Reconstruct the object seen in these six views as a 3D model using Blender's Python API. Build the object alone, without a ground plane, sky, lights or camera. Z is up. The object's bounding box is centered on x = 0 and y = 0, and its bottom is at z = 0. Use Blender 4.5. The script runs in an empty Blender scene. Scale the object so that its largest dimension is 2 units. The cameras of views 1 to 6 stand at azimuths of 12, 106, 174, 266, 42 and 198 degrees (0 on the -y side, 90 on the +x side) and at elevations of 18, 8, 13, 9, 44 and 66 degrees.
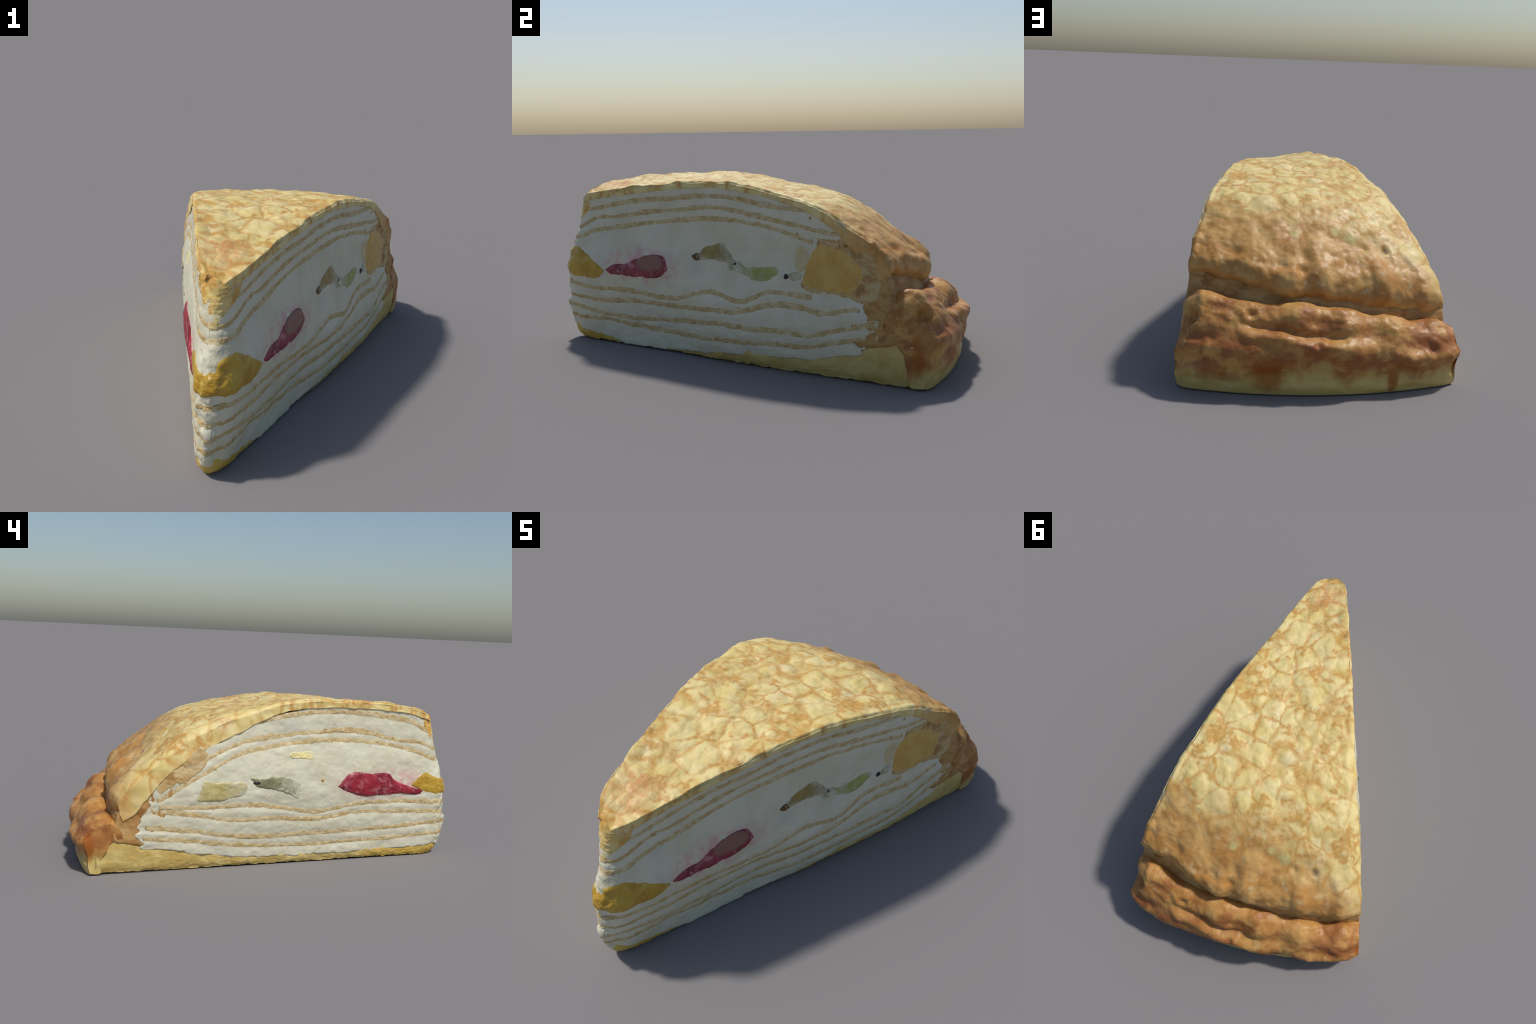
"""A slice of layered crepe cake with cream and fruit.

The slice is a wedge whose tip points to -y.  Every part is laid out in slice
coordinates: s = distance along the slice (the y value on a cut face), t = -1 on
the left cut face .. +1 on the right cut face, z = height.  plan() turns these
into metres; all parts (cream, crepe sheets, sponge, fruit, outer crepe, rolled
rim) are swept or lofted in that system, then roughened with noise.
"""
import bpy, math
import numpy as np

rng = np.random.default_rng(7)

# ------------------------------------------------------------------ noise ----
def _hash(ix, iy, iz, seed):
    h = (ix.astype(np.uint32) * np.uint32(374761393) + iy.astype(np.uint32) * np.uint32(668265263)
         + iz.astype(np.uint32) * np.uint32(2147483647) + np.uint32(seed * 974711 + 13))
    h = (h ^ (h >> np.uint32(13))) * np.uint32(1274126177)
    h = (h ^ (h >> np.uint32(16))) * np.uint32(2246822519)
    return ((h ^ (h >> np.uint32(15))) & np.uint32(0xFFFFFF)).astype(np.float64) / 0xFFFFFF * 2 - 1


def noise(P, freq, seed=0):
    """Smooth value noise in -1..1 at points P (n,3); freq may be a 3-vector."""
    q = np.asarray(P, float) * np.asarray(freq, float) + 100.0
    i = np.floor(q).astype(np.int64)
    f = q - i
    f = f * f * f * (f * (f * 6 - 15) + 10)
    out = 0
    for dx in (0, 1):
        for dy in (0, 1):
            for dz in (0, 1):
                w = (np.where(dx, f[:, 0], 1 - f[:, 0]) * np.where(dy, f[:, 1], 1 - f[:, 1])
                     * np.where(dz, f[:, 2], 1 - f[:, 2]))
                out = out + w * _hash(i[:, 0] + dx, i[:, 1] + dy, i[:, 2] + dz, seed)
    return out


def fbm(P, freq, seed=0, octaves=3):
    out, amp, f = 0, 1.0, np.asarray(freq, float)
    for o in range(octaves):
        out = out + amp * noise(P, f, seed + o * 17)
        amp, f = amp * 0.5, f * 2.03
    return out / 1.75


def noise1(x, freq, seed=0):
    x = np.atleast_1d(np.asarray(x, float))
    return noise(np.stack([x, np.full_like(x, 3.3 * seed), np.zeros_like(x)], -1), freq, seed)


def blisters(P, freq, seed=0):
    """Pillowy cells: 1 at scattered centres, 0 between them."""
    q = np.asarray(P, float) * freq + 50.0
    i = np.floor(q).astype(np.int64)
    best = np.full(len(q), 9.0)
    for dx in (-1, 0, 1):
        for dy in (-1, 0, 1):
            for dz in (-1, 0, 1):
                c = [i[:, 0] + dx, i[:, 1] + dy, i[:, 2] + dz]
                d2 = sum((c[k] + 0.5 + 0.45 * _hash(c[0], c[1], c[2], seed + 31 * k) - q[:, k]) ** 2 for k in range(3))
                best = np.minimum(best, d2)
    return np.clip(1 - best / 0.55, 0, 1)


def sstep(a, b, x):
    x = np.clip((np.asarray(x, float) - a) / (b - a), 0, 1)
    return x * x * (3 - 2 * x)


def smooth_interp(x, xp, fp):
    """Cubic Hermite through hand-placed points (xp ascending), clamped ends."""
    xp, fp = np.asarray(xp, float), np.asarray(fp, float)
    m = np.gradient(fp, xp)
    x = np.clip(np.asarray(x, float), xp[0], xp[-1])
    k = np.clip(np.searchsorted(xp, x) - 1, 0, len(xp) - 2)
    h = xp[k + 1] - xp[k]
    u = (x - xp[k]) / h
    return ((2 * u**3 - 3 * u**2 + 1) * fp[k] + (u**3 - 2 * u**2 + u) * h * m[k]
            + (-2 * u**3 + 3 * u**2) * fp[k + 1] + (u**3 - u**2) * h * m[k + 1])


def spline(points, n):
    """n samples, evenly spaced by length, on a smooth curve through points."""
    p = np.asarray(points, float)
    d = np.r_[0, np.cumsum(np.linalg.norm(np.diff(p, axis=0), axis=1) ** 0.7)]
    fine = np.linspace(0, d[-1], n * 6)
    q = np.stack([smooth_interp(fine, d, p[:, j]) for j in range(p.shape[1])], -1)
    L = np.r_[0, np.cumsum(np.linalg.norm(np.diff(q, axis=0), axis=1))]
    at = np.linspace(0, L[-1], n)
    return np.stack([np.interp(at, L, q[:, j]) for j in range(p.shape[1])], -1)


# ------------------------------------------------------- the slice's layout ----
NOSE_Z = [0.0, 0.03, 0.08, 0.13, 0.18, 0.24, 0.30, 0.36, 0.42, 0.50, 0.57, 0.64, 0.72, 0.80]
NOSE_Y = [-.938, -.950, -.966, -.980, -.992, -.982, -.988, -.980, -.958, -.930, -.910, -.896, -.878, -.86]


def nose(z):
    return smooth_interp(z, NOSE_Z, NOSE_Y)


# how far the cut faces stand out from a vertical plane: rows = stations along s
BULGE_Z = [0, .08, .15, .30, .40, .50, .60, .75]
BULGE_S = [-.90, -.35, -.10, .30, .70, .90]
BULGE_RIGHT = [[0, .008, .018, .038, .046, .028, .010, .006], [0, .002, .008, .032, .034, .008, -.006, .004],
               [.018, .038, .046, .048, .026, .012, .008, .008], [.020, .042, .050, .040, .020, .006, .012, .012],
               [.004, .016, .022, .018, .002, -.006, -.004, -.004], [-.004, 0, -.002, -.044, -.055, -.055, -.05, -.05]]
BULGE_LEFT = [[0, .004, .008, .008, .004, 0, -.004, -.008], [0, .006, .014, .026, .030, .020, .002, -.012],
              [0, .006, .014, .026, .030, .018, -.002, -.016], [0, .006, .012, .020, .022, .012, -.004, -.018],
              [0, .006, .010, .008, .004, -.004, -.010, -.012], [.002, .002, -.006, -.016, -.020, -.01, 0, 0]]


def _table(T, s, z):
    T = np.array(T)
    s, z = np.broadcast_arrays(s, z)
    k = np.clip(np.searchsorted(BULGE_S, s) - 1, 0, len(BULGE_S) - 2)
    S = np.array(BULGE_S)
    u = sstep(0, 1, (s - S[k]) / (S[k + 1] - S[k]))
    cols = np.stack([smooth_interp(z, BULGE_Z, row) for row in T])
    a = np.take_along_axis(cols, k[None], 0)[0]
    b = np.take_along_axis(cols, k[None] + 1, 0)[0]
    return a * (1 - u) + b * u


def bulge_right(s, z):
    return _table(BULGE_RIGHT, s, z)


def bulge_left(s, z):
    return _table(BULGE_LEFT, s, z)


def plan(s, t, z, out=0.0):
    """Slice coordinates -> x, y.  'out' pushes the cut faces and tip outwards."""
    s, t, z = np.broadcast_arrays(np.asarray(s, float), np.asarray(t, float), np.asarray(z, float))
    yf = nose(z)
    sigma = np.maximum(s - yf, 0)
    xr = 0.343 + 0.285 * s + bulge_right(s, z) + out
    xl = -0.311 - 0.330 * s - bulge_left(s, z) - out
    # blunt, rounded tip
    k = np.sqrt(np.clip(1 - (1 - np.minimum(sigma / 0.092, 1)) ** 2.3, 0, 1))
    xc, hw = (xr + xl) / 2, (xr - xl) / 2
    x = xc + t * hw * k
    sag = 0.108 * np.clip((s + 1.063) / 1.9, 0, 1.1) ** 1.3
    y = s + sag * (1 - t * t) - out * sstep(0.12, 0.0, sigma)
    return x, y


def q_spacing(n):
    """0..1, dense near 0 (the tip)."""
    a = np.linspace(0, 1, n)
    return a ** 1.0 * (0.25 * a + 0.75 * a ** 1.4)


# ------------------------------------------------------------ mesh helpers ----
ROOT = bpy.data.objects.new("crepe_cake_slice", None)
ROOT.empty_display_size = 0.2
bpy.context.scene.collection.objects.link(ROOT)
ROOT["label"] = "wedge slice of layered crepe cake with cream and fruit"
ROOT["category"] = "cake slice"


def add(name, V, F, mat, parent=None, stuff=False):
    me = bpy.data.meshes.new(name)
    me.from_pydata([tuple(v) for v in V], [], F)
    me.validate()
    me.update()
    import bmesh
    bm = bmesh.new()
    bm.from_mesh(me)
    bmesh.ops.remove_doubles(bm, verts=bm.verts, dist=1e-5)
    bmesh.ops.recalc_face_normals(bm, faces=bm.faces)
    bm.to_mesh(me)
    bm.free()
    me.polygons.foreach_set("use_smooth", [True] * len(me.polygons))
    me.materials.append(mat)
    ob = bpy.data.objects.new(name, me)
    bpy.context.scene.collection.objects.link(ob)
    ob.parent = parent or ROOT
    if stuff:
        ob["kind"] = "stuff"
    return ob


def displace(ob, fn):
    """Move every vertex along its normal by fn(positions, normals)."""
    me = ob.data
    n = len(me.vertices)
    P, N = np.empty(n * 3), np.empty(n * 3)
    me.vertices.foreach_get("co", P)
    me.vertices.foreach_get("normal", N)
    P, N = P.reshape(-1, 3), N.reshape(-1, 3)
    d = fn(P, N)
    P = P + N * d[:, None]
    P[:, 2] = np.maximum(P[:, 2], 0.0)
    me.vertices.foreach_set("co", P.ravel())
    me.update()
    return ob


def grid_faces(nr, nc, base=0, wrap=False):
    F = []
    for i in range(nr - 1):
        for j in range(nc - (0 if wrap else 1)):
            a, b = base + i * nc + j, base + i * nc + (j + 1) % nc
            F.append((a, b, b + nc, a + nc))
    return F


def wedge_slab(name, mat, lo, hi, end, out=0.0, rim=7, nq=260, ragged=0.0, seed=0,
               tuck=0.012, nose_out=0.0, dip=0.0, flat=3, join=0.10, end_wob=0.0):
    """Solid wedge: a ribbon from the back of the left face, round the tip, to the
    back of the right face, closed above and below.  lo/hi(side, s) give its
    height; rim points across its edge make a rounded, ragged rim."""
    q = q_spacing(nq)
    side = np.r_[-np.ones(nq), np.ones(nq - 1)]
    qq = np.r_[q[::-1], q[1:]]
    e = np.where(side < 0, end[0], end[1])
    blend = sstep(join, 0.0, qq) * 0.5                   # both faces agree at the tip

    def height(fn, z):
        for _ in range(3):
            s = nose(z) + qq * (e - nose(z))
            a, b = fn(side, s), fn(-side, s)
            z = a * (1 - blend) + b * blend
        return z

    zl, zh = height(lo, np.full(len(qq), .3)), height(hi, np.full(len(qq), .6))
    run = np.cumsum(np.r_[0, np.abs(np.diff(nose(0.4) + qq * (e - nose(0.4))))])
    if ragged:
        zh = zh + ragged * (noise1(run, 40, seed + 3) + 0.6 * noise1(run, 110, seed + 5))
        zl = zl + ragged * (noise1(run, 36, seed + 7) + 0.6 * noise1(run, 100, seed + 9)) * 0.7
        zh = np.maximum(zh, zl + 0.002)
    rows = []
    for j in range(rim):
        v = j / (rim - 1)
        z = zl + v * (zh - zl)
        s = nose(z) + qq * (e + end_wob * (noise1(z * 1.0 + 0.3 * side, 17, seed + 21) - 0.4 + 0.6 * noise1(z, 50, seed + 22)) - nose(z))
        edge = 1 - abs(2 * v - 1) ** flat                # 0 at the two rims
        o = out * edge - tuck * (1 - edge)
        o = o + nose_out * edge * sstep(0.09, 0.0, qq)
        if dip:                                          # cream smeared over the edge in places
            R = np.stack([run, z * 1.6, np.full(len(run), seed * 1.7)], -1)
            o = o + dip * edge * (0.7 * noise(R, 22, seed + 11) + 0.8 * noise(R, 70, seed + 12) + 0.6 * noise(R, 150, seed + 13))
        x, y = plan(s, side, z, o)
        rows.append(np.stack([x, y, z], -1))
    V = np.concatenate(rows)
    n = 2 * nq - 1
    F = grid_faces(rim, n)
    for base in (0, (rim - 1) * n):
        for i in range(nq - 1):
            F.append((base + i, base + i + 1, base + n - 2 - i, base + n - 1 - i))
    F += [(j * n, (j + 1) * n, (j + 1) * n + n - 1, j * n + n - 1) for j in range(rim - 1)]
    return add(name, V, F, mat)


def face_piece(name, mat, side, outline, proud=0.004, depth=0.06, n=110, wobble=0.004, dome=0.0,
               seed=0, rings=22, parent=None):
    """A chunk sunk into a cut face: its outline (s, z) lies in that face."""
    o = np.asarray(outline, float)
    o = np.vstack([o, o[:1]])
    o = spline(o, n + 1)[:-1]
    c = o.mean(0)
    ang = np.linspace(0, 2 * np.pi, n, endpoint=False)
    w = wobble * (noise1(np.cos(ang) * 2 + 5, 2.3, seed) + 0.7 * noise1(np.sin(ang) * 3 + 9, 3.1, seed + 4)
                  + 0.4 * rng.uniform(-1, 1, n))
    dirs = (o - c) / np.maximum(np.linalg.norm(o - c, axis=1), 1e-6)[:, None]
    o = o + dirs * w[:, None]
    V = []
    levels = [(1.0, -depth), (1.0, -0.4 * depth), (1.0, -0.006)]
    for f in np.linspace(0.985, 0.06, rings):
        levels.append((f, proud * min(1, (1 - f) / 0.22) ** 0.7 + dome * (1 - f * f) - 0.0035 * max(0, 1 - (1 - f) / 0.12)))
    for f, h in levels:
        p = c + (o - c) * f
        x, y = plan(p[:, 0], side, p[:, 1])
        nx, ny = (0.96, -0.27) if side > 0 else (-0.95, -0.31)
        V.append(np.stack([x + nx * h, y + ny * h, p[:, 1]], -1))
    m = len(levels)
    V = np.concatenate(V)
    F = grid_faces(m, n, wrap=True)
    F.append(tuple(range(n)))
    F.append(tuple(range((m - 1) * n, m * n)))
    ob = add(name, V, F, mat, parent)
    return displace(ob, lambda P, N: cream_swell(P, N) + 0.0013 * fbm(P, 40, seed + 2) + 0.0011 * noise(P, 130, seed + 6))


# --------------------------------------------------------------- materials ----
def srgb(r, g, b):
    f = lambda c: c / 12.92 if c <= 0.04045 else ((c + 0.055) / 1.055) ** 2.4
    return (f(r / 255), f(g / 255), f(b / 255), 1)


class Mat:
    def __init__(self, name, rough=0.6, spec=0.3, sss=0.0):
        self.m = bpy.data.materials.new(name)
        self.m.use_nodes = True
        self.nt = self.m.node_tree
        self.b = self.nt.nodes["Principled BSDF"]
        self.b.inputs["Roughness"].default_value = rough
        self.b.inputs["Specular IOR Level"].default_value = spec
        self.co = self.nt.nodes.new("ShaderNodeTexCoord").outputs["Object"]

    def n(self, kind, **kw):
        nd = self.nt.nodes.new("ShaderNode" + kind)
        for k, v in kw.items():
            setattr(nd, k, v)
        return nd

    def put(self, sock, v):
        if isinstance(v, bpy.types.NodeSocket):
            self.nt.links.new(v, sock)
        else:
            sock.default_value = v

    def mapped(self, scale=(1, 1, 1), loc=(0, 0, 0), rot=(0, 0, 0), src=None):
        m = self.n("Mapping")
        self.put(m.inputs[0], src or self.co)
        m.inputs["Location"].default_value, m.inputs["Rotation"].default_value, m.inputs["Scale"].default_value = loc, rot, scale
        return m.outputs[0]

    def noise(self, scale, detail=3, rough=0.55, dist=0.0, src=None):
        t = self.n("TexNoise")
        self.put(t.inputs["Vector"], src or self.co)
        t.inputs["Scale"].default_value, t.inputs["Detail"].default_value = scale, detail
        t.inputs["Roughness"].default_value, t.inputs["Distortion"].default_value = rough, dist
        return t.outputs["Fac"]

    def voronoi(self, scale, src=None, feature="DISTANCE_TO_EDGE", rand=1.0):
        t = self.n("TexVoronoi", feature=feature)
        self.put(t.inputs["Vector"], src or self.co)
        t.inputs["Scale"].default_value = scale
        t.inputs["Randomness"].default_value = rand
        return t.outputs["Distance"]

    def math(self, op, a, b=0.0, c=0.0, clamp=False):
        m = self.n("Math", operation=op, use_clamp=clamp)
        for i, v in enumerate((a, b, c)):
            self.put(m.inputs[i], v)
        return m.outputs[0]

    def ramp(self, f, lo, hi, a=0.0, b=1.0):
        m = self.n("MapRange", interpolation_type="SMOOTHSTEP")
        self.put(m.inputs[0], f)
        for i, v in enumerate((lo, hi, a, b)):
            m.inputs[1 + i].default_value = v
        return m.outputs[0]

    def mix(self, f, a, b):
        m = self.n("Mix", data_type="RGBA")
        self.put(m.inputs[0], f)
        self.put(m.inputs[6], a)
        self.put(m.inputs[7], b)
        return m.outputs[2]

    def warp(self, amount, scale, src=None):
        t = self.n("TexNoise")
        self.put(t.inputs["Vector"], src or self.co)
        t.inputs["Scale"].default_value, t.inputs["Detail"].default_value = scale, 3
        v = self.n("VectorMath", operation="MULTIPLY_ADD")
        self.nt.links.new(t.outputs["Color"], v.inputs[0])
        v.inputs[1].default_value = (amount,) * 3
        self.put(v.inputs[2], src or self.co)
        return v.outputs[0]

    def xyz(self):
        s = self.n("SeparateXYZ")
        self.put(s.inputs[0], self.co)
        return s.outputs

    def spot(self, centre, radius, soft=0.5, warp=0.0, stretch=(1, 1, 1)):
        """1 inside a soft blob about a point, 0 outside."""
        v = self.n("VectorMath", operation="SUBTRACT")
        self.put(v.inputs[0], self.warp(warp, 14) if warp else self.co)
        v.inputs[1].default_value = [c + warp / 2 for c in centre]
        m = self.n("VectorMath", operation="MULTIPLY")
        self.put(m.inputs[0], v.outputs[0])
        m.inputs[1].default_value = stretch
        l = self.n("VectorMath", operation="LENGTH")
        self.put(l.inputs[0], m.outputs[0])
        return self.ramp(l.outputs["Value"], radius * (1 - soft), radius, 1, 0)

    def colour(self, c):
        self.put(self.b.inputs["Base Color"], c)

    def bump(self, h, strength=0.3, dist=0.01):
        b = self.n("Bump")
        b.inputs["Strength"].default_value, b.inputs["Distance"].default_value = strength, dist
        self.put(b.inputs["Height"], h)
        self.put(self.b.inputs["Normal"], b.outputs[0])
        return self.m


def crust_material(name, rim=False):
    M = Mat(name, rough=0.52, spec=0.35)
    x, y, z = M.xyz()[:3]
    # pale blisters in a net of browned batter
    fine = M.noise(60, 4)
    flat = M.mapped(scale=(1, 1, 0.45))
    rough_edge = M.math("MULTIPLY", M.math("SUBTRACT", M.noise(38, 4, 0.6), 0.5), 0.16)
    w1 = M.warp(0.016, 30, M.warp(0.07, 7, flat))
    w2 = M.warp(0.012, 34, M.warp(0.04, 14, flat))
    big = M.math("ADD", M.voronoi(8.8, w1), rough_edge)
    small = M.math("ADD", M.voronoi(17, w2, "F1"), M.math("MULTIPLY", rough_edge, 0.8))
    tiny = M.math("ADD", M.voronoi(30, w2, "F1"), M.math("MULTIPLY", rough_edge, 0.8))
    width = M.ramp(M.noise(8, 2, src=M.mapped(loc=(7, 7, 1))), 0.35, 0.65, 0.7, 1.7)
    lines = M.ramp(M.math("DIVIDE", big, width), -0.035, 0.14, 1, 0)
    # patches where many small pale blisters sit in browned batter
    where = M.ramp(M.noise(7.5, 3), 0.50, 0.60)
    froth = M.math("MINIMUM", M.ramp(small, 0.22, 0.52, 0, 0.85), M.ramp(tiny, 0.18, 0.5, 0.3, 0.85))
    fade = M.ramp(M.noise(10, 3, src=M.mapped(loc=(2, 9, 4))), 0.36, 0.58, 0.45, 1.0)
    net = M.math("MAXIMUM", M.math("MULTIPLY", lines, fade), M.math("MULTIPLY", froth, where))
    net = M.math("MULTIPLY", net, M.ramp(fine, 0.25, 0.6, 0.7, 1.0))
    pale = M.mix(M.ramp(M.noise(13, 3), 0.35, 0.65), PALE_A, PALE_B)
    pale = M.mix(M.ramp(M.noise(5, 2, src=M.mapped(loc=(3, 1, 2))), 0.55, 0.75, 0, 0.6), pale, PALE_C)
    top = M.mix(net, pale, M.mix(fine, NET_A, NET_B))
    # browned back
    tan = M.mix(M.ramp(M.noise(11, 4, 0.6), 0.38, 0.62), TAN_A, TAN_B)
    tan = M.mix(M.ramp(M.noise(19, 3, src=M.mapped(loc=(5, 2, 8))), 0.56, 0.72, 0, 0.75), tan, TAN_PALE)
    tan = M.mix(M.ramp(M.noise(9, 3, src=M.mapped(loc=(1, 7, 3))), 0.55, 0.72, 0, 0.7), tan, TAN_DARK)
    specks = M.ramp(M.noise(120, 2), 0.62, 0.72, 0, 0.5)
    tan = M.mix(specks, tan, TAN_DARK)
    if rim:
        tan = M.mix(M.ramp(M.noise(11, 4, 0.6), 0.38, 0.62), srgb(198, 150, 84), srgb(176, 122, 60))
        tan = M.mix(M.ramp(M.noise(19, 3, src=M.mapped(loc=(5, 2, 8))), 0.60, 0.74, 0, 0.7), tan, TAN_PALE)
        tan = M.mix(M.ramp(M.noise(9, 3, src=M.mapped(loc=(1, 7, 3))), 0.50, 0.68, 0, 0.8), tan, srgb(150, 92, 46))
        tan = M.mix(specks, tan, srgb(128, 72, 36))
    if not rim:
        reach = M.math("ADD", y, M.math("MULTIPLY", M.math("SUBTRACT", M.noise(7, 4), 0.5), 0.30))
        reach = M.math("ADD", reach, M.math("MULTIPLY", x, 0.16))
        b = M.ramp(reach, 0.44, 0.70)
        col = M.mix(b, top, tan)
        # golden browned tip and a reddish blush near it
        tip = M.math("MULTIPLY", M.ramp(y, -0.80, -0.70, 1, 0), M.ramp(M.noise(17, 3), 0.35, 0.6))
        col = M.mix(M.math("MULTIPLY", tip, 0.38), col, GOLD)
        col = M.mix(M.math("MULTIPLY", M.spot((0.03, -0.72, 0.77), 0.14, 0.9), M.ramp(fine, 0.35, 0.6, 0.1, 0.6)), col, BLUSH)
        for c, r in (((-.147, .621, .586), .045), ((-.07, .60, .60), .03), ((.10, .63, .6), .03)):
            col = M.mix(M.math("MULTIPLY", M.spot(c, r, 0.7, 0.03), 0.7), col, PALE_GREEN)
        for c, r in (((-.293, .624, .525), .026), ((-.2, .65, .55), .018), ((.20, .77, .50), .018)):  # grey-brown painted into the pits, darkening them with the shade of their hollows
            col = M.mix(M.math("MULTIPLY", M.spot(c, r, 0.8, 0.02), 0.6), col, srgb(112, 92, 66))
        pillow = M.math("MULTIPLY", M.ramp(big, 0.0, 0.40), M.ramp(small, 0.1, 0.5, 1.0, 0.6))
        bumpy = M.math("MULTIPLY_ADD", pillow, M.ramp(y, 0.4, 0.65, 1.6, 0.3), M.math("MULTIPLY", fine, 0.35))
    else:
        red = M.ramp(M.noise(8, 4, 0.6, src=M.mapped(scale=(1, 1, 1.6), loc=(2, 4, 1))), 0.42, 0.60)
        lowred = M.math("MULTIPLY", red, M.ramp(z, 0.33, 0.20, 0.10, 1.0))
        col = M.mix(M.math("MULTIPLY", lowred, 0.85), tan, RUST)
        # the roll ends ragged above unbrowned yellow batter at its foot
        foot = M.math("ADD", z, M.math("MULTIPLY", M.math("SUBTRACT", M.noise(7, 4, src=M.mapped(scale=(1, 1, 0.35))), 0.5), 0.26))
        wide = M.math("ADD", foot, M.math("MULTIPLY", M.math("ABSOLUTE", M.math("ADD", x, 0.02)), 0.05))
        col = M.mix(M.ramp(wide, 0.150, 0.070), col, M.mix(M.noise(30, 3), SPONGE_A, SPONGE_B))
        for c, r, st in (((.22, .97, .09), .10, (1, 1, 1.0)), ((-.30, .94, .05), .06, (1.6, 1, .7)),
                         ((.56, .83, .13), .07, (1, 1.4, .6)), ((-.585, .83, .14), .06, (1, 1.6, .6))):
            col = M.mix(M.math("MULTIPLY", M.spot(c, r, 0.6, 0.06, st), 0.85), col, BURNT)
        bumpy = M.math("MULTIPLY", M.noise(45, 4), 0.6)
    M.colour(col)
    rough = M.ramp(M.noise(24, 3), 0.4, 0.65, *((0.42, 0.6) if rim else (0.45, 0.62)))
    M.put(M.b.inputs["Roughness"], rough)
    return M.bump(bumpy, 0.35, 0.010)


PALE_A, PALE_B, PALE_C = srgb(231, 212, 150), srgb(221, 198, 126), srgb(232, 211, 168)
PALE_GREEN = srgb(214, 202, 130)
NET_A, NET_B = srgb(204, 155, 78), srgb(188, 132, 54)
TAN_A, TAN_B, TAN_PALE, TAN_DARK = srgb(202, 158, 94), srgb(184, 132, 68), srgb(208, 180, 130), srgb(158, 106, 56)
RUST, BURNT = srgb(150, 86, 46), srgb(160, 90, 26)
GOLD, BLUSH = srgb(216, 160, 64), srgb(214, 150, 104)
SPONGE_A, SPONGE_B = srgb(212, 190, 122), srgb(196, 166, 94)


def cream_material():
    M = Mat("whipped_cream", rough=0.5, spec=0.35)
    c = M.mix(M.ramp(M.noise(7, 4), 0.35, 0.7), srgb(218, 213, 188), srgb(208, 202, 174))
    c = M.mix(M.ramp(M.noise(4, 2, src=M.mapped(loc=(4, 2, 0))), 0.56, 0.74, 0, 0.5), c, srgb(198, 197, 182))
    c = M.mix(M.ramp(M.noise(32, 3, src=M.mapped(loc=(9, 2, 0))), 0.66, 0.74, 0, 0.45), c, srgb(222, 206, 158))
    c = M.mix(M.ramp(M.voronoi(26, feature="F1"), 0.035, 0.05, 0.0, 0.0), c, srgb(120, 105, 85))
    # red juice bled into the cream beside the strawberries
    for centre, r, st in (((0.25, -0.52, 0.405), 0.25, (1, 0.8, 2.3)), ((-0.14, -0.61, 0.395), 0.27, (1, 0.75, 2.5))):
        halo = M.math("MULTIPLY", M.spot(centre, r, 0.55, 0.06, st), M.ramp(M.noise(24, 4), 0.38, 0.62, 0.1, 0.75))
        c = M.mix(halo, c, srgb(212, 158, 156))
    M.colour(c)
    h = M.math("ADD", M.noise(38, 4, src=M.mapped(scale=(1, 1, 0.6))), M.math("MULTIPLY", M.noise(120, 3), 0.35))
    return M.bump(h, 0.35, 0.008)


def sheet_material():
    M = Mat("crepe_sheet_cut", rough=0.7, spec=0.2)
    c = M.mix(M.ramp(M.noise(26, 4), 0.35, 0.65), srgb(208, 188, 144), srgb(190, 163, 112))
    c = M.mix(M.ramp(M.noise(48, 3, src=M.mapped(loc=(3, 3, 3))), 0.56, 0.70, 0, 0.7), c, srgb(170, 132, 80))
    smear = M.ramp(M.noise(34, 4, src=M.mapped(scale=(1, 1, 1.8), loc=(2, 8, 5))), 0.50, 0.68, 0, 0.65)
    c = M.mix(smear, c, srgb(214, 206, 176))
    M.colour(c)
    return M.bump(M.noise(80, 4), 0.4, 0.006)


def sponge_material():
    M = Mat("yellow_base", rough=0.65, spec=0.25)
    c = M.mix(M.ramp(M.noise(9, 4), 0.35, 0.65), SPONGE_A, SPONGE_B)
    c = M.mix(M.ramp(M.noise(40, 3), 0.6, 0.75, 0, 0.5), c, srgb(180, 146, 66))
    x, y, z = M.xyz()[:3]
    tip = M.ramp(M.math("ADD", y, M.math("MULTIPLY", M.noise(12, 3), 0.3)), -0.7, -0.2, 1, 0)
    c = M.mix(M.math("MULTIPLY", tip, 0.55), c, srgb(206, 166, 48))
    M.colour(c)
    return M.bump(M.noise(55, 4), 0.35, 0.007)


def dough_material(name, *cols):
    M = Mat(name, rough=0.6, spec=0.25)
    lay = M.noise(6, 3, dist=0.8, src=M.mapped(scale=(1.6, 1.6, 5)))
    c = M.mix(M.ramp(lay, 0.35, 0.65), cols[0], cols[1])
    c = M.mix(M.ramp(M.noise(14, 4), 0.52, 0.68, 0, 0.8), c, cols[2])
    c = M.mix(M.ramp(M.noise(10, 3, src=M.mapped(loc=(6, 1, 4))), 0.58, 0.72, 0, 0.5), c, cols[3])
    M.colour(c)
    return M.bump(M.math("ADD", lay, M.math("MULTIPLY", M.noise(40, 3), 0.5)), 0.3, 0.008)


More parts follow.
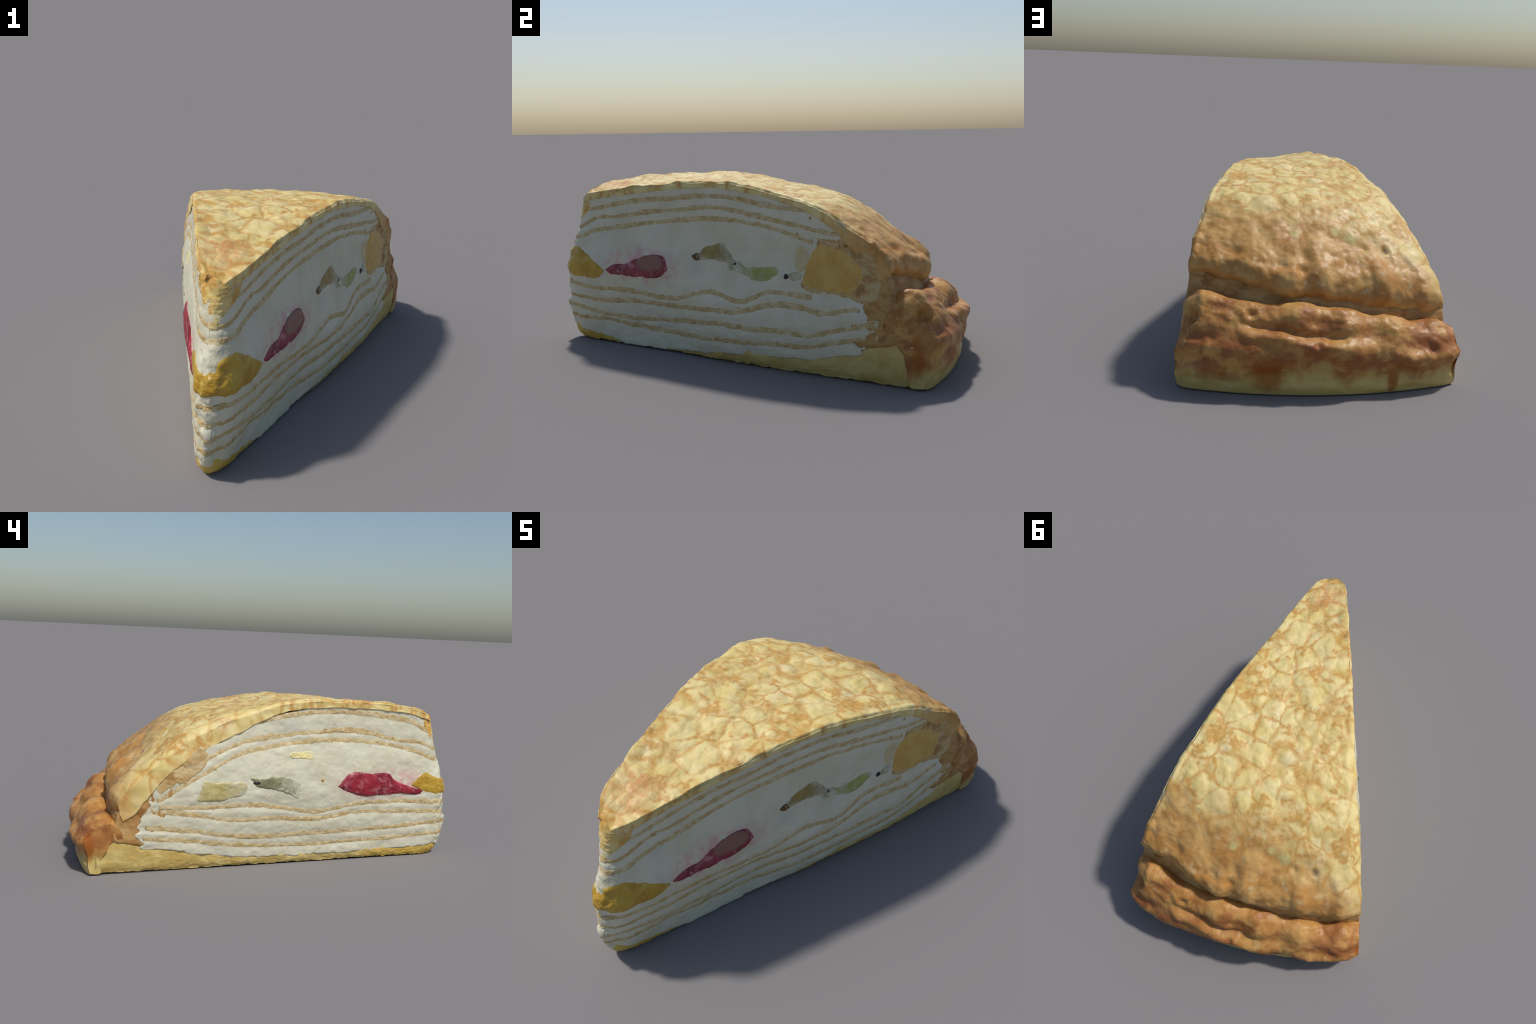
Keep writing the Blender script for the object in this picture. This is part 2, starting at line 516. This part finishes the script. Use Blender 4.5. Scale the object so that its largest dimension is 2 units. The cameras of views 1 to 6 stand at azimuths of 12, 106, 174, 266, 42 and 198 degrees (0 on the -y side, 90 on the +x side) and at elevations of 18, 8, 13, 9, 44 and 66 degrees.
def fruit_material(name, a, b, fleck, rough=0.35, fleck_amt=0.4, grain=30, fade=None):
    M = Mat(name, rough=rough, spec=0.45)
    c = M.mix(M.ramp(M.noise(12, 3), 0.3, 0.7), a, b)
    c = M.mix(M.ramp(M.noise(grain, 4), 0.55, 0.72, 0, fleck_amt), c, fleck)
    if fade:                                             # cream smeared over the far edges
        centre, r, st = fade
        veil = M.math("SUBTRACT", 1.0, M.spot(centre, r, 0.8, 0.04, st))
        c = M.mix(M.math("MULTIPLY", veil, M.ramp(M.noise(26, 4), 0.25, 0.75, 0.2, 1.0)), c, srgb(210, 207, 184))
    M.colour(c)
    M.b.inputs["Subsurface Weight"].default_value = 0.0
    return M.bump(M.noise(60, 3), 0.2, 0.005)


def strawberry_material(name, centre, axis_scale, heart, heart_amt, a, b, veiny):
    M = Mat(name, rough=0.38, spec=0.45)
    c = M.mix(M.ramp(M.noise(14, 4), 0.35, 0.65), a, b)
    veins = M.ramp(M.noise(26, 5, 0.65, 0.8), 0.50, 0.68, 0, veiny)
    c = M.mix(veins, c, srgb(204, 146, 150))
    inner = M.spot(centre, 0.085, 0.3, 0.02, axis_scale)
    c = M.mix(M.math("MULTIPLY", inner, heart_amt), c, heart)
    M.colour(c)
    return M.bump(M.noise(50, 4), 0.3, 0.006)


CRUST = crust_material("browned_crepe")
RIM = crust_material("browned_crepe_roll", rim=True)
CREAM, SHEET, SPONGE, DOUGH = cream_material(), sheet_material(), sponge_material(), dough_material(
    "crumpled_crepe_dough", srgb(202, 178, 130), srgb(186, 150, 96), srgb(160, 114, 62), srgb(214, 202, 168))
FOLDED = dough_material("folded_crepe_dough", srgb(190, 150, 94), srgb(168, 122, 68), srgb(146, 96, 48), srgb(204, 178, 128))
MANGO = fruit_material("mango_flesh", srgb(198, 162, 60), srgb(178, 138, 40), srgb(212, 188, 112))
PEACH = fruit_material("peach_flesh", srgb(212, 174, 92), srgb(200, 156, 70), srgb(222, 196, 124), fleck_amt=0.3, grain=60)
PEAR = fruit_material("pear_flesh", srgb(192, 178, 120), srgb(178, 162, 100), srgb(216, 210, 172), fade=((-.42, .26, .38), .17, (1, 1, 1.3)))
SLICE = fruit_material("pale_slice_flesh", srgb(208, 194, 152), srgb(198, 180, 132), srgb(218, 210, 176))
PINEAPPLE = fruit_material("pineapple_flesh", srgb(226, 214, 150), srgb(220, 202, 124), srgb(230, 224, 190), fade=((-.27, -.16, .55), .09, (1, 1, 2.5)))
KIWI = fruit_material("kiwi_flesh", srgb(138, 134, 94), srgb(112, 112, 86), srgb(190, 192, 164), fleck_amt=0.5, grain=22, fade=((-.36, .03, .42), .20, (1, 1, 1.6)))
KIWI_GREEN = fruit_material("kiwi_green_flesh", srgb(168, 168, 92), srgb(148, 152, 76), srgb(204, 204, 166), fleck_amt=0.5, grain=24, fade=((.41, .15, .42), .13, (1, 1, 2.2)))
KIWI_CORE = fruit_material("kiwi_core_flesh", srgb(158, 136, 70), srgb(132, 110, 50), srgb(200, 188, 146), fleck_amt=0.6, grain=24, fade=((.32, -.12, .50), .13, (1, 1, 2)))
KIWI_DARK = fruit_material("kiwi_dark_flesh", srgb(112, 88, 34), srgb(92, 70, 24), srgb(140, 118, 60))
SEED = fruit_material("kiwi_seed_coat", srgb(52, 42, 44), srgb(36, 30, 30), srgb(90, 82, 76), rough=0.4)
BERRY_RIGHT = strawberry_material("strawberry_cut_flesh", (0.262, -0.455, 0.425), (1, 0.9, 1.8), srgb(140, 100, 84), 0.95, srgb(150, 58, 72), srgb(120, 36, 52), 0.75)
BERRY_LEFT = strawberry_material("strawberry_red_flesh", (0, 0, 0), (1, 1, 1), srgb(170, 60, 60), 0.0, srgb(156, 36, 52), srgb(122, 22, 40), 0.5)

# ---------------------------------------------------------- outer crepe ----
# rows: right s, right z, left s, left z, crown
OUTER = [
    (-.866, .712, -.866, .740, 0), (-.855, .722, -.855, .754, 0), (-.77, .745, -.77, .788, .0),
    (-.58, .774, -.58, .816, .0), (-.36, .796, -.40, .826, .0), (-.12, .814, -.15, .820, -.002),
    (.05, .802, .00, .796, -.010), (.23, .766, .12, .766, .000), (.41, .716, .24, .726, .014),
    (.52, .655, .37, .660, .024), (.62, .588, .50, .563, .014), (.68, .535, .60, .480, .006),
    (.710, .492, .670, .405, .012), (.708, .455, .700, .335, .006), (.68, .430, .682, .272, 0)]
INNER = [
    (.63, .47, .64, .30, 0), (.56, .55, .57, .38, .01), (.48, .63, .50, .47, .014), (.38, .696, .36, .580, .04),
    (.23, .745, .12, .700, .03), (.05, .781, .00, .752, .02), (-.12, .794, -.15, .786, .008),
    (-.36, .776, -.40, .796, .002), (-.58, .752, -.58, .787, 0), (-.77, .726, -.77, .763, 0),
    (-.855, .708, -.855, .735, 0), (-.864, .703, -.864, .729, 0)]
ring = np.array(OUTER + INNER)


def top_z(side, s):
    """Height of the outer crepe's upper edge on a cut face."""
    o = np.array(OUTER[:13])
    r = smooth_interp(s, o[:, 0], o[:, 1])
    l = smooth_interp(s, o[:, 2], o[:, 3])
    return np.where(np.asarray(side) > 0, r, l)


def face_relief(P):
    """Smears and lumps shared by everything that was cut by the knife."""
    d = 0.0045 * fbm(P, np.array([11, 11, 19]), 51) + 0.0018 * fbm(P, 36, 52) + 0.0006 * fbm(P, 110, 53)
    tip = sstep(-0.88, -0.96, P[:, 1])
    return d + tip * (0.015 * fbm(P, 13, 54) + 0.006 * fbm(P, 30, 55))


# two separate splines so that outer and inner samples pair up across the end caps
def paired_ring(outer, inner, n):
    a = spline(np.array(outer), n)
    b = spline(np.array([outer[-1]] + inner), n + 1)[1:]
    return np.vstack([a, b])


N_W = 330
ringW = paired_ring(OUTER, INNER, N_W)


def sweep_samples(name, mat, A, nt, edge=0.0, tmax=1.0, extra=None, end_puff=0.0, out=0.0):
    ns = len(A)
    tl = np.linspace(-1, 1, nt)
    tl = np.sign(tl) * (1 - (1 - np.abs(tl)) ** 1.3)
    rows, ends = [], []
    for t in tl:
        a = (t + 1) / 2
        s = A[:, 2] * (1 - a) + A[:, 0] * a
        z = A[:, 3] * (1 - a) + A[:, 1] * a + A[:, 4] * (1 - t * t)
        if extra is not None:
            s, z = extra(s, z, t)
        e = sstep(0.955, 1.0, abs(t))
        z = z - edge * e * e - (1.3 * edge * sstep(0.86, 1.0, -t) ** 2 * sstep(-.1, .2, s) if t < 0 else 0)
        if end_puff:
            cs, cz = s.mean(), z.mean()
            g = 1 - end_puff * e * e
            s, z = cs + (s - cs) * g, cz + (z - cz) * g
        x, y = plan(s, t * tmax, z, out)
        rows.append(np.stack([x, y, z], -1))
        if abs(t) == 1.0:
            ends.append((t, s, z))
    F = grid_faces(nt, ns, wrap=True)
    h, base = ns // 2, nt * ns
    for t, s, z in ends:                                 # cut ends, meshed across the thickness
        f = np.array([0, .06, .14, .3, .5, .7, .86, .94, 1.0])[:, None]
        ss, zz = s[:h] * (1 - f) + s[::-1][:h] * f, z[:h] * (1 - f) + z[::-1][:h] * f
        x, y = plan(ss, t * tmax, zz, out)
        rows.append(np.stack([x.ravel(), y.ravel(), zz.ravel()], -1))
        F += grid_faces(len(f), h, base)
        base += len(f) * h
    return add(name, np.concatenate(rows), F, mat)


def dents(P, table):
    """Blister holes and pits: (x, y, z, radius, depth) with a raised lip."""
    d = np.zeros(len(P))
    for x, y, z, r, h in table:
        q = np.linalg.norm(P - np.array([x, y, z]), axis=1) / r
        d += -h * np.exp(-(q * 1.5) ** 2) + 0.15 * h * np.exp(-((q - 1.25) * 2.4) ** 2)
    return d


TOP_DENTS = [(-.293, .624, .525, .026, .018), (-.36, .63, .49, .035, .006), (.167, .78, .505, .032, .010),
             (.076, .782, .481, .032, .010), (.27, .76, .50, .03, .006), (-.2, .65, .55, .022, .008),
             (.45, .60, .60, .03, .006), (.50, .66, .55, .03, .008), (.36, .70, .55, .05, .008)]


def wavy_lip(s, z, t):
    """The free edge of the outer crepe hangs in scallops."""
    w = sstep(0.55, 0.72, s) * sstep(0.75, 0.45, z)
    a = float(noise1(t * 3.7, 1.0, 8)[0]); b = float(noise1(t * 8.3, 1.0, 9)[0])
    reach = 0.022 * float(sstep(.7, .2, t) * sstep(-1, -.78, t))
    return s + w * (0.018 * a + 0.008 * b + reach), z + w * (0.014 * b - 0.010 * a)


def wrapper_relief(P, N):
    back = sstep(0.25, 0.65, P[:, 1])
    d = 0.004 * fbm(P, 11, 1) + 0.0012 * fbm(P, 60, 3)
    d += (1 - 0.6 * back) * (0.0075 * blisters(P, 9.5, 3) + 0.004 * blisters(P, 19, 4) - 0.005)
    low = sstep(0.55, 0.75, P[:, 1])
    d += back * (0.012 * fbm(P, 8, 5) + 0.006 * fbm(P, 17, 6)) + low * 0.010 * fbm(P * np.array([1, .7, .5]), 14, 7)
    d += dents(P, TOP_DENTS)
    knife = face_relief(P)
    side = sstep(0.75, 0.95, np.abs(N[:, 0] * 0.96 - N[:, 1] * np.sign(N[:, 0]) * 0.28))
    return d * (1 - side) + knife * side


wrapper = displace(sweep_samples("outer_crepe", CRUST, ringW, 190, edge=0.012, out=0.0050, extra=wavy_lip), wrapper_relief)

# the tongue of the outer crepe that hangs down over the tip
def tongue_low(side, s):
    wide = np.where(np.asarray(side) > 0, 0.13, 0.17)
    return 0.70 + np.where(np.asarray(side) > 0, 0, 0.055) * sstep(-.91, -.84, s) - 0.15 * np.clip(1 - (s + 0.93) / wide, 0, 1) ** 0.8 + 0.014 * noise1(s * 9 + side, 4, 2)


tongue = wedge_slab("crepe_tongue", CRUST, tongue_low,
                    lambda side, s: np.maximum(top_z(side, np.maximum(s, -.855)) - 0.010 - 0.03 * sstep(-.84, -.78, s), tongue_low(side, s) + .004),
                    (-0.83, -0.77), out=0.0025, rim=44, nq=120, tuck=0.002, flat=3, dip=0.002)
displace(tongue, lambda P, N: face_relief(P) + 0.006 * fbm(P, 15, 31) * sstep(-.82, -.88, P[:, 1]))

# ----------------------------------------------------------- rolled rim ----
ROLL_OUT = [(.69, .325, .675, .21, .0), (.712, .366, .695, .244, .006), (.745, .384, .730, .260, .012),
            (.79, .376, .772, .256, .012), (.836, .335, .814, .230, .008), (.872, .275, .844, .190, .006),
            (.898, .21, .858, .142, 0), (.898, .14, .848, .09, 0), (.892, .07, .844, .04, 0), (.868, .002, .830, .002, 0)]
ROLL_IN = [(.80, .002, .775, .002, 0), (.79, .08, .77, .06, 0), (.77, .15, .75, .11, 0), (.72, .22, .72, .15, 0), (.68, .27, .67, .18, 0)]
ringR = paired_ring(ROLL_OUT, ROLL_IN, 110)


def wavy_roll(s, z, t):
    """The rolled edge meanders, swells and pinches along its length."""
    w = (z - 0.05) / 0.3
    w = np.clip(w, 0, 1)
    end = float(sstep(0.86, 1.0, abs(t))) ** 2           # rounded ends
    a = float(noise1(t * 3.1, 1.0, 5)[0]); b = float(noise1(t * 5.7, 1.0, 6)[0])
    return s + w * (0.016 * a + 0.008 * b) - end * 0.012 * sstep(.78, .88, s), z + w * (0.016 * b - 0.006 * a) - end * (0.06 if t > 0 else 0.045) * w * w


def roll_relief(P, N):
    A = P[:, :2] - np.array([.04, -1.063])
    r, th = np.hypot(A[:, 0], A[:, 1]), np.degrees(np.arctan2(A[:, 0], A[:, 1]))
    back = sstep(0.72, 0.82, P[:, 1])
    d = -0.006 + 0.009 * fbm(P, 8, 11) + 0.005 * fbm(P, 19, 12) + 0.0015 * fbm(P, 55, 13)
    d += 0.004 * blisters(P, 11, 5) + 0.002 * blisters(P, 25, 6) + 0.010 * noise(P * np.array([.6, 1, 1.6]), 13, 18)
    # a second fold: a valley runs along the roll from its middle to the right
    wave = 0.012 * noise1(th, 0.22, 15) + 0.006 * noise1(th, 0.6, 16)
    zv = 0.272 + 0.0030 * (th - 3) + wave
    w = sstep(-5.5, -1.5, th) * sstep(9.5, 6.5, th)
    d += -0.024 * w * np.exp(-((P[:, 2] - zv) / 0.018) ** 2) * back
    d += 0.020 * w * np.exp(-((P[:, 2] - zv + 0.042) / 0.022) ** 2) * back
    d += 0.022 * np.exp(-((th - 10) / 4.0) ** 2 - ((P[:, 2] - 0.19) / 0.06) ** 2) * back
    # the roll overhangs its foot on the left and in the middle
    d += 0.010 * np.exp(-((P[:, 2] - 0.17) / 0.05) ** 2) * back * sstep(0, -6, th)
    d += -0.012 * np.exp(-((P[:, 2] - 0.075) / 0.03) ** 2) * back * sstep(8, 4, th)
    d += dents(P, [(.53, .849, .30, .036, .030), (-.469, .894, .17, .030, .014), (.29, .906, .337, .028, .016),
                   (.029, .978, .219, .020, .014), (.13, .985, .24, .022, .010), (.36, .90, .33, .03, .010),
                   (-.276, .873, .253, .02, .008), (.22, .985, .23, .02, .008)])
    face = sstep(0.80, 0.97, np.abs(N[:, 0] * 0.96 - N[:, 1] * np.sign(N[:, 0]) * 0.28))
    return d * (1 - 0.5 * face) * sstep(0.0, 0.05, P[:, 2])


rim = displace(sweep_samples("rolled_rim", RIM, ringR, 220, end_puff=0.04, out=0.004, extra=wavy_roll), roll_relief)

# folded dough inside the back: fills the groove between flap and roll
FOLD_OUT = [(.50, .58, .46, .46, .0), (.63, .49, .57, .39, .0), (.695, .44, .655, .345, .012), (.712, .395, .690, .305, .02),
            (.728, .365, .708, .268, .02), (.75, .325, .715, .235, .01), (.770, .26, .72, .19, 0)]
FOLD_IN = [(.765, .20, .715, .160, 0), (.68, .165, .62, .135, 0), (.58, .160, .53, .135, 0), (.56, .20, .50, .17, 0),
           (.55, .29, .50, .24, 0), (.52, .36, .48, .30, 0), (.48, .44, .46, .38, 0)]
ringF = paired_ring(FOLD_OUT, FOLD_IN, 60)
fold = sweep_samples("folded_crepe", FOLDED, ringF, 90, out=-0.001)
displace(fold, lambda P, N: 0.008 * fbm(P * np.array([.5, .5, 1.6]), 15, 21) + 0.004 * fbm(P, 34, 22))

# ------------------------------------------------------------ yellow base ----
def base_top(side, s):
    r = smooth_interp(s, [-.93, -.84, -.74, -.62, -.34, -.12, .03, .27, .49, .65, .84],
                      [.062, .058, .045, .022, .026, .045, .06, .076, .11, .16, .215])
    l = smooth_interp(s, [-.93, -.62, -.23, .27, .44, .57, .78, .84], [.07, .058, .053, .074, .108, .128, .165, .17])
    return np.where(np.asarray(side) > 0, r, l) + 0.006 * noise1(s, 14, 3) + 0.004 * noise1(s, 45, 4)


base = wedge_slab("yellow_base", SPONGE, lambda side, s: 0.0 * s, base_top, (.80, .815), out=0.002, rim=26,
                  tuck=0.003, nq=320, ragged=0.006, dip=0.0015)
def base_relief(P, N):
    foot = sstep(0.05, 0.0, P[:, 2])
    return (0.005 * fbm(P, 14, 41) + 0.002 * fbm(P, 40, 42)) * sstep(0.0, 0.02, P[:, 2]) - 0.006 * foot * foot
displace(base, base_relief)

# ------------------------------------------------------------------ cream ----
cream = wedge_slab("cream_filling", CREAM, lambda side, s: np.maximum(base_top(side, s) - 0.012, 0.006),
                   lambda side, s: top_z(side, np.clip(s, -.87, .68)) - 0.018 - 0.03 * sstep(-.80, -.87, s) - 0.02 * sstep(.45, .58, s)
                   - np.where(np.asarray(side) < 0, 0.042, 0) * sstep(-.36, .0, s), (.60, .64),
                   rim=150, nq=480, tuck=0.0, end_wob=0.028)


def sheet_height(side, s, rp, lp):
    rp, lp = np.array(rp), np.array(lp)
    return np.where(np.asarray(side) > 0, smooth_interp(s, rp[:, 0], rp[:, 1]), smooth_interp(s, lp[:, 0], lp[:, 1]))


def cream_relief(P, N):
    return face_relief(P)


def cream_swell(P, N):
    """Cream squeezed out between the crepe sheets."""
    near = np.full(len(P), 9.0)
    for rp, lp in SHEETS:
        near = np.minimum(near, np.abs(P[:, 2] - sheet_height(P[:, 0] - 0.016 + 0.022 * P[:, 1], P[:, 1], rp, lp)))
    swell = 1 - np.exp(-(near / 0.022) ** 2)
    return face_relief(P) + 0.0040 * swell * (0.75 + 0.6 * noise(P, 12, 58)) - 0.0006



# ----------------------------------------------------------- crepe sheets ----
# each sheet: points (s, z) on the right face, points on the left face
SHEETS = [
    ([(-.93, .112), (-.73, .120), (-.61, .110), (-.38, .100), (-.17, .099), (.04, .107), (.23, .123), (.36, .128), (.49, .160), (.65, .195)],
     [(-.95, .120), (-.67, .105), (-.47, .101), (-.18, .094), (.18, .114), (.36, .141), (.57, .161)]),
    ([(-.96, .170), (-.85, .161), (-.725, .145), (-.51, .145), (-.27, .163), (-.06, .178), (.085, .173), (.23, .182), (.36, .177), (.49, .21), (.65, .250)],
     [(-.95, .184), (-.665, .163), (-.46, .158), (-.27, .154), (.185, .159), (.36, .190), (.56, .212)]),
    ([(-.96, .223), (-.78, .216), (-.49, .231), (-.33, .229), (-.11, .238), (.04, .246), (.18, .288), (.32, .292), (.42, .276), (.56, .303)],
     [(-.96, .238), (-.66, .250), (-.46, .253), (-.27, .228), (.01, .240), (.19, .239), (.36, .273), (.52, .285)]),
    ([(-.94, .296), (-.84, .278), (-.60, .281), (-.33, .265), (-.10, .318), (.04, .290), (.18, .343), (.27, .344), (.36, .338)],
     [(-.96, .287), (-.695, .301), (-.455, .295), (-.265, .265), (-.08, .291), (.06, .309), (.28, .304), (.50, .308)]),
    ([(-.87, .525), (-.83, .545), (-.71, .570), (-.53, .598), (-.31, .626), (-.11, .644), (.04, .638), (.155, .623), (.27, .598), (.36, .570)],
     [(-.91, .510), (-.79, .560), (-.68, .589), (-.385, .623), (-.20, .620), (-.02, .595), (.157, .553), (.28, .486), (.38, .429), (.51, .345)]),
    ([(-.88, .561), (-.80, .610), (-.65, .629), (-.475, .659), (-.31, .674), (-.10, .695), (0, .686), (.10, .670), (.23, .647), (.32, .631), (.47, .607)],
     [(-.90, .578), (-.835, .602), (-.68, .622), (-.43, .673), (-.24, .664), (-.06, .647), (.134, .614), (.285, .546), (.36, .50)]),
    ([(-.87, .645), (-.70, .682), (-.53, .711), (-.36, .725), (-.20, .743), (-.05, .744), (.14, .717), (.256, .705), (.405, .691), (.515, .652)],
     [(-.88, .668), (-.775, .710), (-.62, .742), (-.42, .763), (-.235, .762), (-.05, .735), (.163, .691), (.29, .649), (.41, .590), (.49, .533), (.55, .475)]),
]
displace(cream, cream_swell)

for i, (rp, lp) in enumerate(SHEETS):
    rp, lp = np.array(rp), np.array(lp)

    def mid(side, s, rp=rp, lp=lp, i=i):
        r = smooth_interp(s, rp[:, 0], rp[:, 1])
        l = smooth_interp(s, lp[:, 0], lp[:, 1])
        return np.minimum(np.where(np.asarray(side) > 0, r, l), top_z(side, np.maximum(s, -.86)) - 0.034)

    def half(side, s, i=i):
        return 0.0165 + 0.0045 * noise1(s + 0.37 * i + 3 * np.asarray(side), 8, 60 + i)

    sheet = wedge_slab("crepe_sheet", SHEET, lambda side, s: mid(side, s) - half(side, s),
                       lambda side, s: mid(side, s) + half(side, s), (lp[-1, 0] + 0.02, rp[-1, 0] + 0.02),
                       out=0.0011, flat=2.4, rim=19, nq=520, ragged=0.0036, seed=70 + 9 * i, tuck=0.0015,
                       nose_out=0.0, dip=0.0010)
    displace(sheet, cream_relief)

# ------------------------------------------------------------------ fruit ----
def mango_lo(side, s):
    return np.where(np.asarray(side) > 0, smooth_interp(s, [-.97, -.87, -.76, -.73], [.330, .322, .333, .360]),
                    smooth_interp(s, [-.97, -.91, -.85, -.78], [.330, .330, .345, .385]))
def mango_hi(side, s):
    return np.where(np.asarray(side) > 0, smooth_interp(s, [-.97, -.94, -.90, -.86, -.80, -.73], [.415, .455, .475, .468, .425, .370]),
                    smooth_interp(s, [-.97, -.93, -.90, -.86, -.78], [.41, .415, .430, .452, .391]))
mango = wedge_slab("mango_chunk", MANGO, mango_lo, mango_hi, (-.78, -.73), out=0.004, rim=34, nq=140, tuck=0.004, join=0.03, flat=5, dip=0.0012)
displace(mango, lambda P, N: cream_swell(P, N) + 0.001 + 0.002 * fbm(P, 20, 81))

face_piece("strawberry_piece", BERRY_RIGHT, 1, [(-.721, .372), (-.678, .399), (-.584, .410), (-.53, .44), (-.469, .462), (-.40, .466),
           (-.355, .450), (-.340, .406), (-.36, .372), (-.407, .352), (-.52, .352), (-.62, .352), (-.704, .358)], 0.004, wobble=0.006, seed=3)
face_piece("strawberry_piece", BERRY_LEFT, -1, [(-.357, .391), (-.40, .44), (-.434, .463), (-.53, .452), (-.643, .444), (-.70, .405), (-.78, .372),
           (-.857, .345), (-.84, .332), (-.72, .342), (-.60, .338), (-.491, .338), (-.42, .358)], 0.006, wobble=0.005, seed=5, dome=0.004)
face_piece("peach_chunk", PEACH, 1, [(.401, .572), (.47, .562), (.537, .540), (.58, .50), (.613, .452), (.59, .39), (.57, .356), (.50, .358),
           (.435, .362), (.36, .372), (.325, .39), (.33, .435), (.355, .50)], 0.003, wobble=0.003, seed=7)
face_piece("pale_fruit_slice", SLICE, 1, [(.322, .557), (.366, .519), (.355, .47), (.33, .435), (.30, .45), (.295, .49), (.30, .53)], 0.003, wobble=0.002, seed=8)
face_piece("kiwi_chunk", KIWI_CORE, 1, [(-.213, .468), (-.19, .485), (-.158, .513), (-.10, .527), (-.047, .537), (-.02, .51), (.001, .48), (-.005, .455),
           (-.03, .452), (-.10, .462), (-.17, .455)], 0.003, wobble=0.005, seed=9)
face_piece("kiwi_chunk", KIWI_DARK, 1, [(-.222, .468), (-.205, .480), (-.18, .482), (-.168, .470), (-.175, .456), (-.20, .452)], 0.003, wobble=0.001, seed=19)
face_piece("kiwi_chunk", KIWI_GREEN, 1, [(-.04, .440), (.001, .455), (.045, .442), (.087, .436), (.16, .446), (.222, .450), (.236, .430), (.19, .402), (.134, .383),
           (.08, .393), (.02, .420)], 0.003, wobble=0.007, seed=10)
face_piece("kiwi_chunk", KIWI, 1, [(-.045, .452), (-.01, .470), (.02, .462), (.05, .446), (.06, .428), (.02, .418), (-.03, .428)], 0.0025, wobble=0.006, seed=20)
face_piece("kiwi_chunk", KIWI_CORE, 1, [(.272, .425), (.30, .436), (.33, .432), (.328, .412), (.30, .400), (.275, .408)], 0.003, wobble=0.003, seed=21)
face_piece("kiwi_chunk", KIWI, -1, [(.100, .445), (.03, .437), (-.02, .450), (-.087, .446), (-.15, .430), (-.172, .405), (-.168, .36), (-.165, .335), (-.10, .365),
           (.0, .388), (.07, .405)], 0.003, wobble=0.006, seed=11)
face_piece("pear_chunk", PEAR, -1, [(.320, .436), (.22, .425), (.10, .418), (.098, .385), (.114, .362), (.18, .345), (.243, .330), (.30, .330), (.347, .338), (.335, .39)],
           0.004, wobble=0.003, seed=12)
face_piece("pineapple_chunk", PINEAPPLE, -1, [(-.095, .563), (-.16, .566), (-.238, .562), (-.232, .537), (-.16, .534), (-.10, .540)], 0.003, wobble=0.004, seed=13)
face_piece("crumpled_crepe", DOUGH, -1, [(.545, .470), (.48, .492), (.418, .528), (.38, .56), (.34, .586), (.297, .572), (.292, .535), (.315, .49), (.382, .44),
           (.45, .41), (.528, .375), (.55, .41)], 0.0022, wobble=0.012, seed=14)
face_piece("crumpled_crepe", DOUGH, 1, [(.39, .600), (.47, .598), (.56, .59), (.65, .53), (.69, .47), (.68, .37), (.63, .32), (.56, .33), (.46, .345), (.35, .350),
           (.30, .372), (.34, .42), (.36, .50)], 0.0015, wobble=0.007, seed=15)


def pip(name, side, s, z, r, mat, squash=(1, 1, 1), out=-0.003, parent=None):
    import bmesh
    x, y = plan(s, side, z, out)
    bm = bmesh.new()
    bmesh.ops.create_icosphere(bm, subdivisions=3, radius=r)
    P = np.array([v.co[:] for v in bm.verts])
    P = P * (1 + 0.18 * fbm(P / r, 1.7, int(abs(s) * 100)))[:, None] * np.array(squash) + np.array([float(x), float(y), z])
    F = [tuple(v.index for v in f.verts) for f in bm.faces]
    bm.free()
    return add(name, P, F, mat)


pip("kiwi_seed", 1, .261, .414, .014, SEED)
pip("kiwi_seed", 1, .008, .448, .010, SEED)
pip("kiwi_seed", -1, .061, .419, .012, SEED, (1, 2.0, .8), -0.004)
pip("crumb", -1, -.279, .425, .009, DOUGH)
for side, s, z, r in ((1, -.745, .31, .003), (1, .03, .262, .006), (1, -.55, .60, .005), (-1, -.33, .70, .004),
                      (1, .37, .668, .008), (1, .31, .60, .008), (-1, .26, .49, .008)):
    pip("crumb", side, s, z, r, DOUGH if r > .0045 else SEED, out=-0.002)
